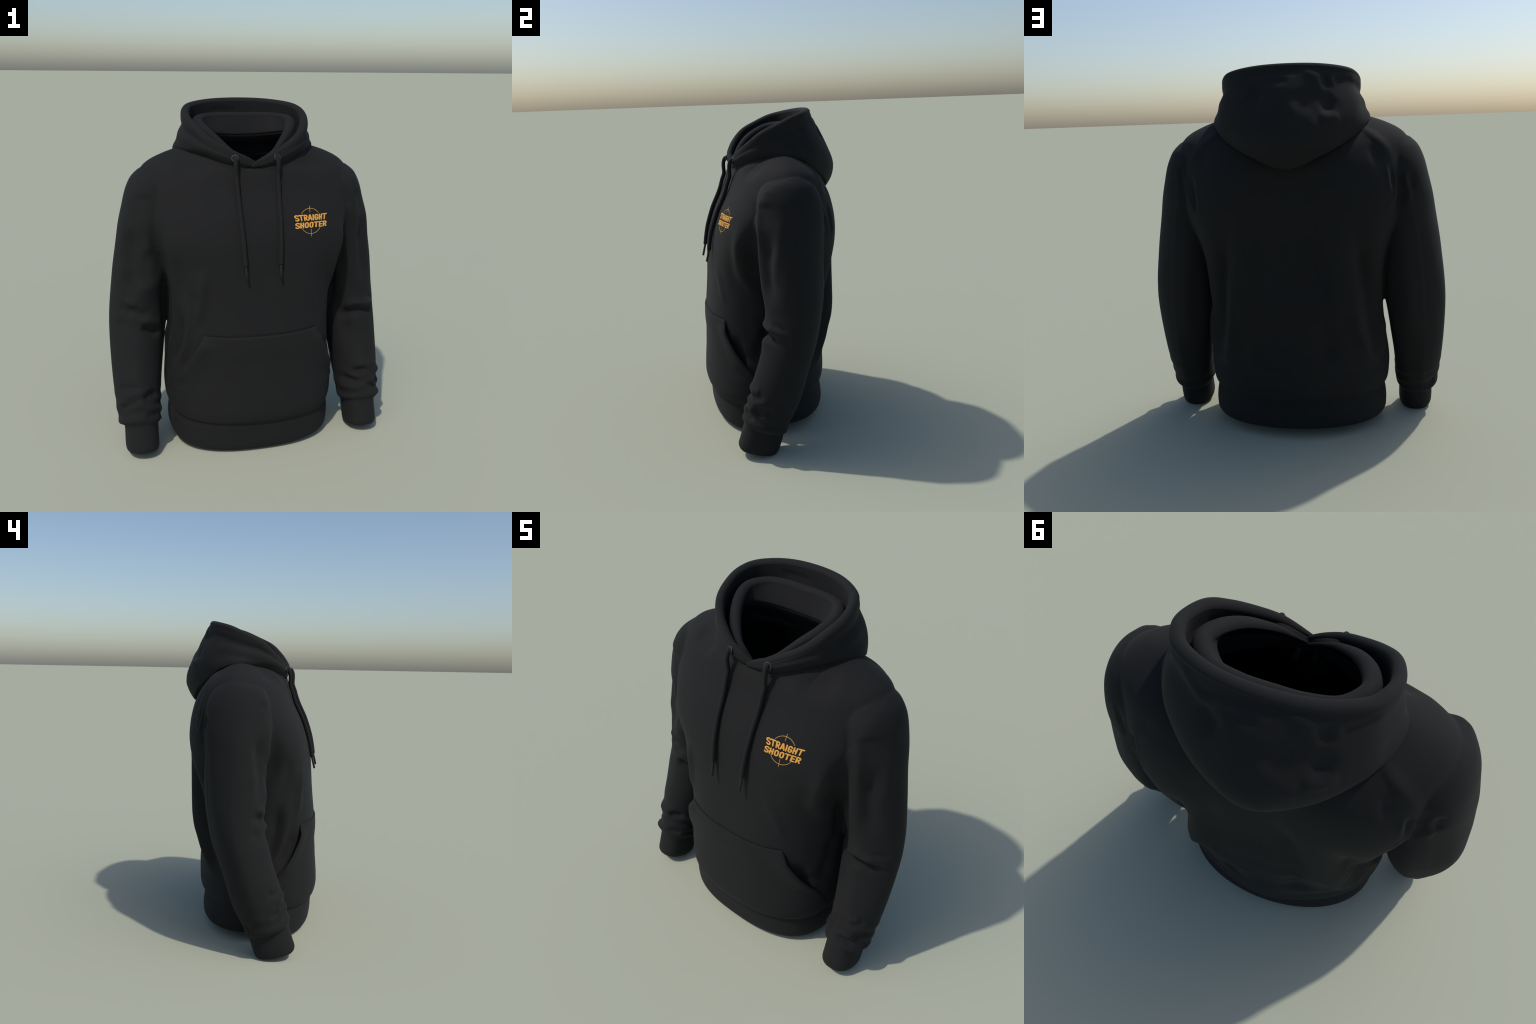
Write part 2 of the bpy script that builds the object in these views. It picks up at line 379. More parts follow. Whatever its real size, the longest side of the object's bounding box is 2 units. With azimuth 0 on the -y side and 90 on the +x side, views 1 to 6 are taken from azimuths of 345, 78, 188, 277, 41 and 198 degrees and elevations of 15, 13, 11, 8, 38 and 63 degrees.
# cloth folds: path, width, height (positive stands out)
FOLDS = {
    "right flank groove": ([(.34, .34, 1.10), (.37, .295, .92), (.40, .26, .74), (.43, .22, .62)], 0.05, -0.024),
    "left flank groove": ([(-.34, .34, 1.10), (-.37, .30, .90), (-.39, .27, .76), (-.43, .22, .62)], 0.05, -0.026),
    "right low back hollow": ([(.14, .335, .62), (.155, .325, .50), (.16, .32, .38)], 0.06, -0.016),
    "right hip fill": ([(.485, .10, .74), (.485, .10, .60), (.49, .09, .44)], 0.06, 0.02),
    "left hip fill": ([(-.47, .12, .68), (-.46, .12, .52), (-.47, .11, .40)], 0.06, 0.024),
    "right armpit crease": ([(.51, -.12, 1.06), (.50, -.09, .86), (.495, -.07, .68)], .03, -.024),
    "left armpit crease": ([(-.51, -.12, 1.06), (-.50, -.09, .86), (-.495, -.07, .60)], .03, -.024),
    "left low back hollow": ([(-.15, .335, .70), (-.19, .33, .57), (-.175, .32, .43)], 0.07, -0.03),
    "left pocket gap": ([(-.372, -.312, .71), (-.388, -.30, .61), (-.425, -.26, .53), (-.45, -.235, .47)], 0.035, -0.012),
    "left armhole front": ([(-.60, -.18, 1.22), (-.62, -.178, 1.09), (-.61, -.16, .96)], .04, -.024),
    "left chest side": ([(-.45, -.285, 1.20), (-.45, -.28, 1.05), (-.426, -.258, .868)], 0.045, -0.012),
    "left arm outer hollow": ([(-.70, -.11, 1.32), (-.705, -.11, 1.20), (-.715, -.12, 1.06)], .04, -.018),
    "right flank hollow front": ([(.475, -.14, .80), (.476, -.121, .673), (.475, -.17, .56), (.465, -.21, .46)], .04, -.026),
    "right shoulder front": ([(.60, -.10, 1.585), (.612, -.12, 1.53), (.63, -.14, 1.45)], 0.055, 0.013),
    "left shoulder front": ([(-.585, -.095, 1.60), (-.60, -.12, 1.55), (-.62, -.14, 1.47)], 0.055, 0.013),
    "right raglan ridge": ([(.33, .16, 1.705), (.40, .205, 1.655), (.46, .23, 1.61), (.515, .25, 1.56), (.55, .26, 1.50), (.57, .25, 1.44)], 0.03, 0.007),
    "left raglan ridge": ([(-.33, .16, 1.705), (-.40, .205, 1.655), (-.46, .23, 1.61), (-.515, .25, 1.56), (-.55, .26, 1.50), (-.57, .25, 1.44)], 0.03, 0.009),
    "right raglan hollow": ([(.40, .245, 1.60), (.45, .285, 1.54), (.49, .31, 1.47), (.505, .315, 1.40)], .03, -.007),
    "left raglan hollow": ([(-.40, .245, 1.60), (-.45, .285, 1.54), (-.49, .31, 1.47), (-.505, .315, 1.40)], .03, -.009),
    "right forearm hollow": ([(.65, -.13, 1.36), (.69, -.15, 1.22), (.705, -.155, 1.08), (.715, -.15, .95), (.72, -.15, .88)], 0.065, -0.034),
    "left forearm hollow": ([(-.65, -.13, 1.36), (-.685, -.15, 1.22), (-.70, -.155, 1.08), (-.71, -.15, .95), (-.72, -.15, .88)], 0.065, -0.034),
    "right arm behind": ([(.56, .205, 1.32), (.59, .19, 1.08), (.615, .165, .82), (.635, .105, .57), (.66, .06, .42)], .05, .022),
    "left arm behind": ([(-.56, .205, 1.32), (-.59, .19, 1.08), (-.615, .165, .82), (-.635, .105, .57), (-.66, .06, .42)], .05, .026),
    "right blade valley": ([(.16, .37, 1.36), (.172, .37, 1.23), (.196, .36, .86), (.175, .34, .54)], 0.05, -0.024),
    "left blade valley": ([(-.10, .35, 1.30), (-.11, .35, 1.10), (-.15, .354, .88), (-.178, .33, .53)], 0.055, -0.03),
    "right flank valley": ([(.30, .375, 1.32), (.33, .368, 1.18), (.374, .339, .97), (.421, .26, .71), (.458, .18, .48), (.491, .129, .32)], 0.06, -0.05),
    "left flank valley": ([(-.31, .375, 1.30), (-.343, .362, 1.142), (-.401, .321, .961), (-.439, .248, .762), (-.469, .157, .506), (-.5, .087, .30)], 0.06, -0.052),
    "right armhole hollow": ([(.575, -.18, 1.40), (.555, -.205, 1.265), (.535, -.19, 1.12), (.52, -.15, .98)], 0.055, -0.026),
    "left armhole hollow": ([(-.575, -.18, 1.38), (-.550, -.20, 1.265), (-.535, -.19, 1.12), (-.52, -.15, .98)], 0.055, -0.022),
    "left flank hollow front": ([(-.445, -.23, .90), (-.442, -.207, .70), (-.47, -.16, .55), (-.497, -.067, .50)], .045, -.030),
    "left chest drape": ([(-.315, -.345, 1.14), (-.331, -.343, 1.01), (-.345, -.335, .88), (-.37, -.32, .76)], .032, .020),
    "right inner elbow": ([(.52, -.08, .93), (.55, -.13, .78), (.591, -.17, .634), (.60, -.20, .52)], .05, -.020),
    "right collarbone": ([(.25, -.20, 1.64), (.36, -.15, 1.66), (.46, -.11, 1.66)], .06, -.016),
    "left collarbone": ([(-.25, -.20, 1.64), (-.36, -.15, 1.66), (-.46, -.11, 1.66)], .06, -.018),
    "L elbow valley lower": ([(-0.671, -0.164, 0.741), (-0.634, -0.164, 0.729), (-0.584, -0.151, 0.702), (-0.536, -0.111, 0.688)], 0.022, -0.026),
    "L elbow ridge": ([(-0.68, -0.16, 0.781), (-0.615, -0.156, 0.78), (-0.558, -0.126, 0.752), (-0.521, -0.089, 0.729)], 0.0253, 0.01581),
    "L elbow valley upper": ([(-0.755, -0.118, 0.842), (-0.704, -0.149, 0.837), (-0.641, -0.16, 0.821), (-0.579, -0.14, 0.823)], 0.0253, -0.01317),
    "L cuff v1": ([(-0.8, -0.189, 0.405), (-0.755, -0.24, 0.413), (-0.693, -0.267, 0.413), (-0.638, -0.257, 0.407)], 0.0184, -0.007905),
    "L cuff v2": ([(-0.675, -0.283, 0.362), (-0.63, -0.265, 0.365), (-0.581, -0.219, 0.358)], 0.023, -0.01713),
    "L cuff r2": ([(-0.799, -0.206, 0.353), (-0.732, -0.267, 0.375), (-0.673, -0.274, 0.39), (-0.604, -0.237, 0.393)], 0.0253, 0.007905),
    "L cuff v3": ([(-0.808, -0.2, 0.266), (-0.772, -0.258, 0.304), (-0.73, -0.283, 0.329), (-0.676, -0.29, 0.341)], 0.01955, -0.01449),
    "L cuff r3": ([(-0.811, -0.186, 0.296), (-0.77, -0.25, 0.336), (-0.733, -0.272, 0.357), (-0.685, -0.282, 0.368)], 0.023, 0.01054),
    "L cuff v4": ([(-0.666, -0.314, 0.256), (-0.626, -0.297, 0.254), (-0.584, -0.257, 0.234)], 0.0184, -0.01054),
    "L cuff r4": ([(-0.679, -0.305, 0.298), (-0.623, -0.283, 0.298), (-0.582, -0.247, 0.265), (-0.56, -0.197, 0.227)], 0.0253, 0.01054),
    "R elbow valley": ([(0.537, -0.112, 0.692), (0.575, -0.144, 0.707), (0.623, -0.161, 0.731), (0.686, -0.162, 0.741), (0.789, -0.104, 0.725)], 0.024, -0.023),
    "R elbow ridge": ([(0.546, -0.116, 0.753), (0.595, -0.148, 0.769), (0.665, -0.162, 0.787), (0.78, -0.107, 0.756)], 0.0253, 0.01581),
    "R elbow ridge low": ([(0.537, -0.115, 0.652), (0.594, -0.163, 0.674), (0.662, -0.179, 0.69), (0.751, -0.152, 0.685)], 0.0345, 0.007905),
    "R cuff v1": ([(0.596, -0.241, 0.347), (0.63, -0.262, 0.375), (0.675, -0.275, 0.388), (0.737, -0.268, 0.366)], 0.0184, -0.01581),
    "R cuff r1": ([(0.584, -0.219, 0.377), (0.632, -0.253, 0.412), (0.69, -0.266, 0.418), (0.757, -0.248, 0.383)], 0.0253, 0.009222),
    "R cuff v2": ([(0.558, -0.181, 0.294), (0.586, -0.236, 0.323), (0.622, -0.274, 0.32), (0.651, -0.295, 0.309)], 0.0184, -0.01186),
    "R cuff v3": ([(0.667, -0.305, 0.291), (0.713, -0.301, 0.293), (0.776, -0.265, 0.256)], 0.0207, -0.01581),
    "R cuff r3": ([(0.683, -0.293, 0.335), (0.731, -0.286, 0.319), (0.78, -0.253, 0.283)], 0.023, 0.01317),
    "R cuff r2": ([(0.558, -0.172, 0.24), (0.588, -0.253, 0.276), (0.639, -0.3, 0.272), (0.703, -0.315, 0.253)], 0.0276, 0.007905),
    "R up valley": ([(0.636, -0.093, 1.529), (0.649, -0.124, 1.435), (0.674, -0.142, 1.332), (0.7, -0.143, 1.234), (0.72, -0.136, 1.144)], 0.045, -0.004),
    "R up ridge front": ([(0.584, -0.114, 1.551), (0.592, -0.147, 1.472), (0.614, -0.166, 1.384), (0.629, -0.181, 1.289), (0.65, -0.181, 1.171)], 0.026, 0.01),
    "R up ridge out": ([(0.694, -0.054, 1.459), (0.715, -0.07, 1.367), (0.734, -0.086, 1.263), (0.734, -0.117, 1.157), (0.735, -0.129, 1.048), (0.726, -0.137, 0.945)], 0.035, 0.01),
    "R seam valley": ([(0.551, -0.147, 1.522), (0.555, -0.164, 1.468), (0.589, -0.174, 1.386)], 0.022, -0.006),
    "R elbow bump v": ([(0.715, -0.147, 0.81), (0.761, -0.119, 0.803), (0.792, -0.088, 0.784), (0.811, -0.06, 0.767)], 0.0184, -0.008),
    "R elbow bump r": ([(0.67, -0.162, 0.771), (0.739, -0.137, 0.777), (0.783, -0.103, 0.76), (0.81, -0.066, 0.748)], 0.023, 0.01581),
    "R elbow bump v2": ([(0.724, -0.152, 0.731), (0.747, -0.141, 0.726), (0.772, -0.124, 0.718)], 0.0184, -0.004744),
    "R low v": ([(0.737, -0.284, 0.314), (0.768, -0.262, 0.304), (0.792, -0.234, 0.288), (0.804, -0.208, 0.281)], 0.0207, -0.01844),
    "R low r": ([(0.72, -0.288, 0.328), (0.763, -0.253, 0.349), (0.792, -0.214, 0.365), (0.809, -0.178, 0.376)], 0.0253, 0.01317),
    "R low r0": ([(0.699, -0.267, 0.412), (0.738, -0.251, 0.414), (0.77, -0.224, 0.425)], 0.0253, 0.01317),
    "L4 up valley": ([(-0.675, -0.092, 1.446), (-0.686, -0.123, 1.349), (-0.702, -0.138, 1.247), (-0.72, -0.136, 1.139)], 0.045, -0.004),
    "L4 ridge": ([(-0.715, -0.077, 1.356), (-0.736, -0.093, 1.238), (-0.745, -0.107, 1.131), (-0.747, -0.117, 1.044), (-0.733, -0.133, 0.958)], 0.035, 0.009),
    "L4 elbow v": ([(-0.776, -0.093, 0.865), (-0.747, -0.123, 0.849), (-0.688, -0.155, 0.824)], 0.0276, -0.01106),
    "L4 elbow r": ([(-0.744, -0.121, 0.91), (-0.706, -0.145, 0.886), (-0.662, -0.157, 0.866)], 0.023, 0.01054),
    "L4 elbow v2": ([(-0.787, -0.096, 0.778), (-0.759, -0.126, 0.756), (-0.729, -0.147, 0.739)], 0.03036, -0.007902),
    "L4 dimple": ([(-0.794, -0.197, 0.416), (-0.781, -0.215, 0.413), (-0.765, -0.233, 0.409)], 0.0234, -0.00702),
    "L4 low v": ([(-0.736, -0.053, 0.198), (-0.76, -0.074, 0.194), (-0.784, -0.105, 0.191)], 0.023, -0.007902),
    "L4 low v2": ([(-0.802, -0.212, 0.291), (-0.785, -0.243, 0.298), (-0.748, -0.278, 0.31)], 0.0207, -0.009222),
    "R side ridge": ([(0.457, -0.266, 1.371), (0.488, -0.275, 1.275), (0.472, -0.27, 1.156), (0.452, -0.251, 1.057), (0.457, -0.204, 0.953), (0.463, -0.173, 0.874)], 0.04, 0.022),
    "R side valley": ([(0.41, -0.318, 1.182), (0.396, -0.315, 1.096), (0.393, -0.297, 0.975), (0.412, -0.27, 0.869)], 0.04, -0.003),
    "R front ridge": ([(0.208, -0.377, 1.071), (0.267, -0.366, 0.979), (0.306, -0.353, 0.878), (0.339, -0.338, 0.805)], 0.03, 0.007),
    "R pocket hollow": ([(0.38, -0.31, 0.649), (0.404, -0.294, 0.568), (0.427, -0.271, 0.498), (0.446, -0.253, 0.441)], 0.035, -0.022),
    "L side ridge": ([(-0.427, -0.279, 1.055), (-0.414, -0.275, 0.963), (-0.416, -0.265, 0.873), (-0.43, -0.245, 0.754)], 0.04, 0.006),
    "L side valley": ([(-0.6, -0.186, 1.315), (-0.657, -0.179, 1.143), (-0.669, -0.171, 1.032), (-0.655, -0.166, 0.945)], 0.04, -0.006),
    "L pocket hollow": ([(-0.38, -0.308, 0.702), (-0.402, -0.295, 0.59), (-0.428, -0.269, 0.504), (-0.452, -0.243, 0.448)], 0.035, -0.001),
    "L v1 drape r": ([(-0.384, -0.301, 0.858), (-0.414, -0.269, 0.741), (-0.44, -0.241, 0.609), (-0.484, -0.177, 0.46), (-0.506, -0.134, 0.357)], 0.02, 0.008),
    "L v1 drape v": ([(-0.371, -0.314, 0.811), (-0.397, -0.292, 0.673), (-0.433, -0.261, 0.54), (-0.468, -0.218, 0.441)], 0.03, -0.01),
    "L v1 drape v2": ([(-0.438, -0.23, 0.832), (-0.444, -0.219, 0.735), (-0.465, -0.187, 0.607), (-0.49, -0.145, 0.495)], 0.025, -0.008),
    "L front vert": ([(-0.359, -0.337, 1.117), (-0.368, -0.322, 1.032), (-0.378, -0.307, 0.94)], 0.04, 0.006),
    "pk v R": ([(0.289, -0.386, 0.362), (0.349, -0.354, 0.358), (0.418, -0.297, 0.348)], 0.03, -0.008),
    "pk v C": ([(-0.472, -0.224, 0.322), (-0.401, -0.314, 0.34), (-0.303, -0.381, 0.349), (-0.173, -0.423, 0.367)], 0.035, -0.005),
    "B R crease": ([(-0.592, 0.204, 1.474), (-0.594, 0.216, 1.407), (-0.614, 0.216, 1.333), (-0.607, 0.214, 1.268)], 0.013, 0.01),
    "B R crease v": ([(-0.622, 0.194, 1.453), (-0.629, 0.202, 1.395), (-0.638, 0.205, 1.336)], 0.022, -0.012),
    "B R v2": ([(-0.563, 0.207, 1.494), (-0.57, 0.221, 1.417), (-0.577, 0.223, 1.349), (-0.557, 0.232, 1.272), (-0.517, 0.265, 1.203)], 0.028, -0.016),
    "B R ridge seam": ([(-0.535, 0.233, 1.482), (-0.547, 0.24, 1.42), (-0.544, 0.254, 1.353), (-0.522, 0.279, 1.298), (-0.494, 0.3, 1.238)], 0.014, 0.007),
    "B R v3": ([(-0.52, 0.248, 1.479), (-0.525, 0.262, 1.422), (-0.527, 0.271, 1.365)], 0.014, -0.008),
    "B R ridge2": ([(-0.496, 0.258, 1.499), (-0.505, 0.275, 1.433), (-0.514, 0.282, 1.366), (-0.519, 0.282, 1.313)], 0.014, 0.006),
    "B L ridge": ([(0.565, 0.193, 1.528), (0.561, 0.22, 1.444), (0.545, 0.253, 1.35), (0.497, 0.297, 1.233)], 0.014, 0.008),
    "B L v": ([(0.52, 0.253, 1.466), (0.512, 0.28, 1.388), (0.502, 0.298, 1.309), (0.492, 0.302, 1.239)], 0.022, -0.014),
    "B L v2": ([(0.584, 0.198, 1.504), (0.584, 0.217, 1.419), (0.585, 0.221, 1.311)], 0.022, -0.008),
    "B L ridge2": ([(0.608, 0.186, 1.504), (0.602, 0.211, 1.419), (0.61, 0.217, 1.342)], 0.016, 0.006),
    "B L ridge torso": ([(0.498, 0.262, 1.486), (0.493, 0.293, 1.399), (0.483, 0.313, 1.301), (0.482, 0.303, 1.198)], 0.016, 0.006),
    "B R lower ridge": ([(-0.315, 0.363, 0.861), (-0.337, 0.333, 0.725), (-0.36, 0.294, 0.609), (-0.405, 0.237, 0.466), (-0.44, 0.207, 0.345)], 0.03, 0.014),
    "B R lower valley": ([(-0.265, 0.364, 0.785), (-0.277, 0.339, 0.649), (-0.309, 0.301, 0.531), (-0.348, 0.27, 0.412)], 0.05, -0.01),
    "B R side valley": ([(-0.391, 0.296, 0.714), (-0.421, 0.235, 0.574), (-0.467, 0.167, 0.431)], 0.035, -0.01),
    "B L lower ridge": ([(0.301, 0.367, 0.863), (0.321, 0.345, 0.753), (0.351, 0.299, 0.605), (0.384, 0.252, 0.463), (0.42, 0.226, 0.34)], 0.03, 0.012),
    "B L lower valley": ([(0.253, 0.356, 0.73), (0.276, 0.325, 0.588), (0.303, 0.293, 0.468), (0.338, 0.276, 0.361)], 0.05, -0.012),
    "B L side valley": ([(0.383, 0.317, 0.771), (0.402, 0.266, 0.622), (0.433, 0.21, 0.464)], 0.035, -0.008),
    "B center tongue": ([(0.096, 0.339, 0.636), (0.106, 0.335, 0.528), (0.115, 0.33, 0.429)], 0.07, 0.01),
}


def cuff_seam(y):
    """Height of the seam between sleeve and cuff."""
    return .161 - .38 * (y + .20)


def sleeve_stack(v):
    """The sleeve cloth bunched in irregular rolls above each cuff."""
    x, y, z = np.abs(v[:, 0]), v[:, 1], v[:, 2]
    t = z - cuff_seam(y)
    around = np.arctan2(y + .17 + .30 * t, x - .68)
    side = np.where(v[:, 0] > 0, 0., 1.7)
    wave = np.sin(2 * np.pi * (t - .004) / (.082 + .012 * np.sin(around + side)) + .9 * np.sin(2 * around + side) - .4)
    window = smoothstep(t, .006, .03) * (1 - smoothstep(t, .15, .27)) * smoothstep(x, .53, .56)
    strength = .72 * (.0075 + .0035 * np.sin(around * 2 + 1 + side)) * (.45 + .55 * smoothstep(-np.sin(around), -.4, .5))
    return wave * window * strength


def sculpt_body(body):
    v, n = mesh_arrays(body.data)
    h = np.zeros(len(v))
    for path, w, a in FOLDS.values():
        h += fold(v, path, w, a)
    h += sleeve_stack(v)
    for s in (1, -1):
        h += fold(v, np.array(SEAM_FRONT) * [s, 1, 1], .013, -.002, .1)
        h += fold(v, np.array(SEAM_BACK) * [s, 1, 1], .011, -.004, .1)
    # the inner face of the cloth follows the outer one
    hw, yf, yb, yc, nf, nb = torso_sections(v[:, 2]).T
    dy = v[:, 1] - yc
    e = np.where(dy < 0, nf, nb)
    reach = np.abs(v[:, 0] / hw) ** e + np.abs(dy / np.where(dy < 0, yc - yf, yb - yc)) ** e
    lining = (reach < .995) & (n[:, 0] * v[:, 0] + n[:, 1] * dy < 0) & (v[:, 2] < 1.60)
    h = np.where(lining, -h, h)
    # nothing may push through the pocket that lies on the front
    under = ~lining & (v[:, 1] < -.15) & (v[:, 2] > .21) & (v[:, 2] < .735)
    width = spline_at(POCKET_EDGE, v[:, 2])[:, 0]
    under = under * smoothstep(width - np.abs(v[:, 0]), -.005, .02)
    h = np.where(under > 0, np.minimum(h, h * (1 - under)) - .003 * under, h)
    v = v + n * h[:, None]
    body.data.vertices.foreach_set("co", v.ravel())
    body.data.update()
    relax(body.data, 2, .4)


def split_body(body, root):
    """Separate the one smooth surface by region, keeping its normals."""
    me = body.data
    v, n = mesh_arrays(me)
    P = len(me.polygons)
    c = np.empty(P * 3)
    me.polygons.foreach_get("center", c)
    c = c.reshape(-1, 3)
    x, y, z = np.abs(c[:, 0]), c[:, 1], c[:, 2]
    edge = np.interp(z, [.0, .2, .35, .6, .9, 1.1, 1.22, 1.36, 1.5, 1.62], [.535, .535, .535, .505, .475, .475, .505, .55, .595, .618])
    arm = x > edge
    cuff_line = cuff_seam(y)
    region = np.where(arm, np.where(z < cuff_line, 3, 2), np.where(z < .190 + .03 * smoothstep(y, -.1, .3) , 1, 0))
    side = np.where(c[:, 0] > 0, 1, -1)
    loops = [tuple(p.vertices) for p in me.polygons]
    made = {}
    for name, reg, s, mat in (("torso", 0, 0, MAT_BODY), ("hem_band", 1, 0, MAT_RIB), ("sleeve", 2, 1, MAT_BODY), ("sleeve", 2, -1, MAT_BODY), ("cuff", 3, 1, MAT_RIB), ("cuff", 3, -1, MAT_RIB)):
        pick = np.nonzero((region == reg) & ((side == s) | (s == 0)))[0]
        fs = [loops[i] for i in pick]
        used = np.unique(np.concatenate([np.array(f) for f in fs]))
        new = np.full(len(v), -1)
        new[used] = np.arange(len(used))
        ob = mesh_object(name, v[used], [tuple(new[list(f)]) for f in fs], mat)
        ob.data.normals_split_custom_set_from_vertices([tuple(q) for q in n[used]])
        ob.parent = made[("sleeve", s)] if name == "cuff" else root
        made[(name, s)] = ob
    bpy.data.objects.remove(body)
    return made

# ------------------------------------------------------------------ pocket

POCKET_EDGE = [(.19, .470), (.25, .490), (.30, .497), (.365, .490), (.408, .474), (.497, .428), (.578, .388), (.655, .353), (.735, .326)]


def front_hit(tree, x, z):
    """Point and normal of the garment's front at (x, z); steps inward past the outline."""
    for _ in range(60):
        hit, nor, _, _ = tree.ray_cast(Vector((x, -1, z)), Vector((0, 1, 0)))
        if hit is not None and hit.y < 0:
            return hit, (-nor if nor.y > 0 else nor)
        x *= .99
    return Vector((x, -.3, z)), Vector((0, -1, 0))


def build_pocket(tree, root):
    nu, nv = 150, 110
    tab = np.array(POCKET_EDGE)
    zs = np.linspace(.205, .733, nv)
    xw = spline_at(tab, zs)[:, 0]
    front, back = [], []
    for k, (z, w) in enumerate(zip(zs, xw)):
        for u in np.linspace(-1, 1, nu):
            x = u * w
            zz = z + .012 * (1 - u * u) * smoothstep(z, .55, .733) * -0.4
            hit, nor = front_hit(tree, x, zz)
            edge = (w - abs(x))
            slant = float(smoothstep(zz, .39, .49) * (1 - smoothstep(zz, .66, .735)))
            lift = .026 * slant * math.exp(-(edge / .06) ** 2)
            base = .005 * float(smoothstep(zz, .20, .42)) + .0015
            hemline = .0012 * math.exp(-((edge - .045) / .008) ** 2) * slant
            top = .0008 * math.exp(-((.733 - z - .035) / .008) ** 2)
            roll = .004 * (1 - min(1, min(edge, .733 - z) / .010)) ** 2 if zz > .36 else 0
            d = base + lift - hemline - top - roll
            if zz < .40:
                d *= float(smoothstep(edge, -.01, .05 * (1 - smoothstep(zz, .34, .40)) + .0001)) if zz < .36 else 1
            p = hit + nor * (d + .0015)
            front.append(p)
            thick = min(.009, d + .006)
            back.append(p - nor * thick)
    n = len(front)
    V = [tuple(p) for p in front] + [tuple(p) for p in back]
    F = []
    for k in range(nv - 1):
        for j in range(nu - 1):
            a = k * nu + j
            F.append((a, a + 1, a + nu + 1, a + nu))
            F.append((n + a, n + a + nu, n + a + nu + 1, n + a + 1))
    border = [j for j in range(nu)] + [k * nu + nu - 1 for k in range(1, nv)] + [(nv - 1) * nu + j for j in range(nu - 2, -1, -1)] + [k * nu for k in range(nv - 2, 0, -1)]
    for i in range(len(border)):
        a, b = border[i], border[(i + 1) % len(border)]
        F.append((b, a, n + a, n + b))
    ob = mesh_object("pocket", V, F, MAT_BODY)
    fix_normals(ob)
    ob.parent = root
    return ob

# ------------------------------------------------------------------ hood

# stations from the front crossing to the middle of the back, right half:
# rim centre, upper and lower bulge of the outer cloth, bottom edge
HOOD = [
    ((-.024, -.207, 1.656), (-.024, -.213, 1.653), (-.024, -.213, 1.649), (-.024, -.208, 1.643)),
    ((.050, -.208, 1.690), (.052, -.222, 1.680), (.056, -.221, 1.663), (.060, -.212, 1.649)),
    ((.115, -.205, 1.716), (.121, -.224, 1.702), (.128, -.219, 1.678), (.134, -.198, 1.656)),
    ((.185, -.180, 1.750), (.198, -.198, 1.733), (.211, -.188, 1.705), (.214, -.156, 1.676)),
    ((.262, -.136, 1.797), (.282, -.147, 1.775), (.302, -.130, 1.735), (.300, -.088, 1.704)),
    ((.318, -.068, 1.855), (.336, -.066, 1.815), (.360, -.045, 1.755), (.370, -.012, 1.720)),
    ((.345, .030, 1.902), (.365, .038, 1.842), (.397, .052, 1.770), (.415, .065, 1.727)),
    ((.334, .110, 1.937), (.352, .130, 1.870), (.380, .152, 1.780), (.398, .165, 1.696)),
    ((.285, .185, 1.958), (.305, .215, 1.890), (.337, .259, 1.750), (.326, .260, 1.630)),
    ((.160, .247, 1.974), (.172, .304, 1.885), (.195, .382, 1.690), (.188, .362, 1.556)),
    ((.000, .266, 1.979), (.000, .360, 1.870), (.000, .456, 1.650), (-.000, .404, 1.490)),
]
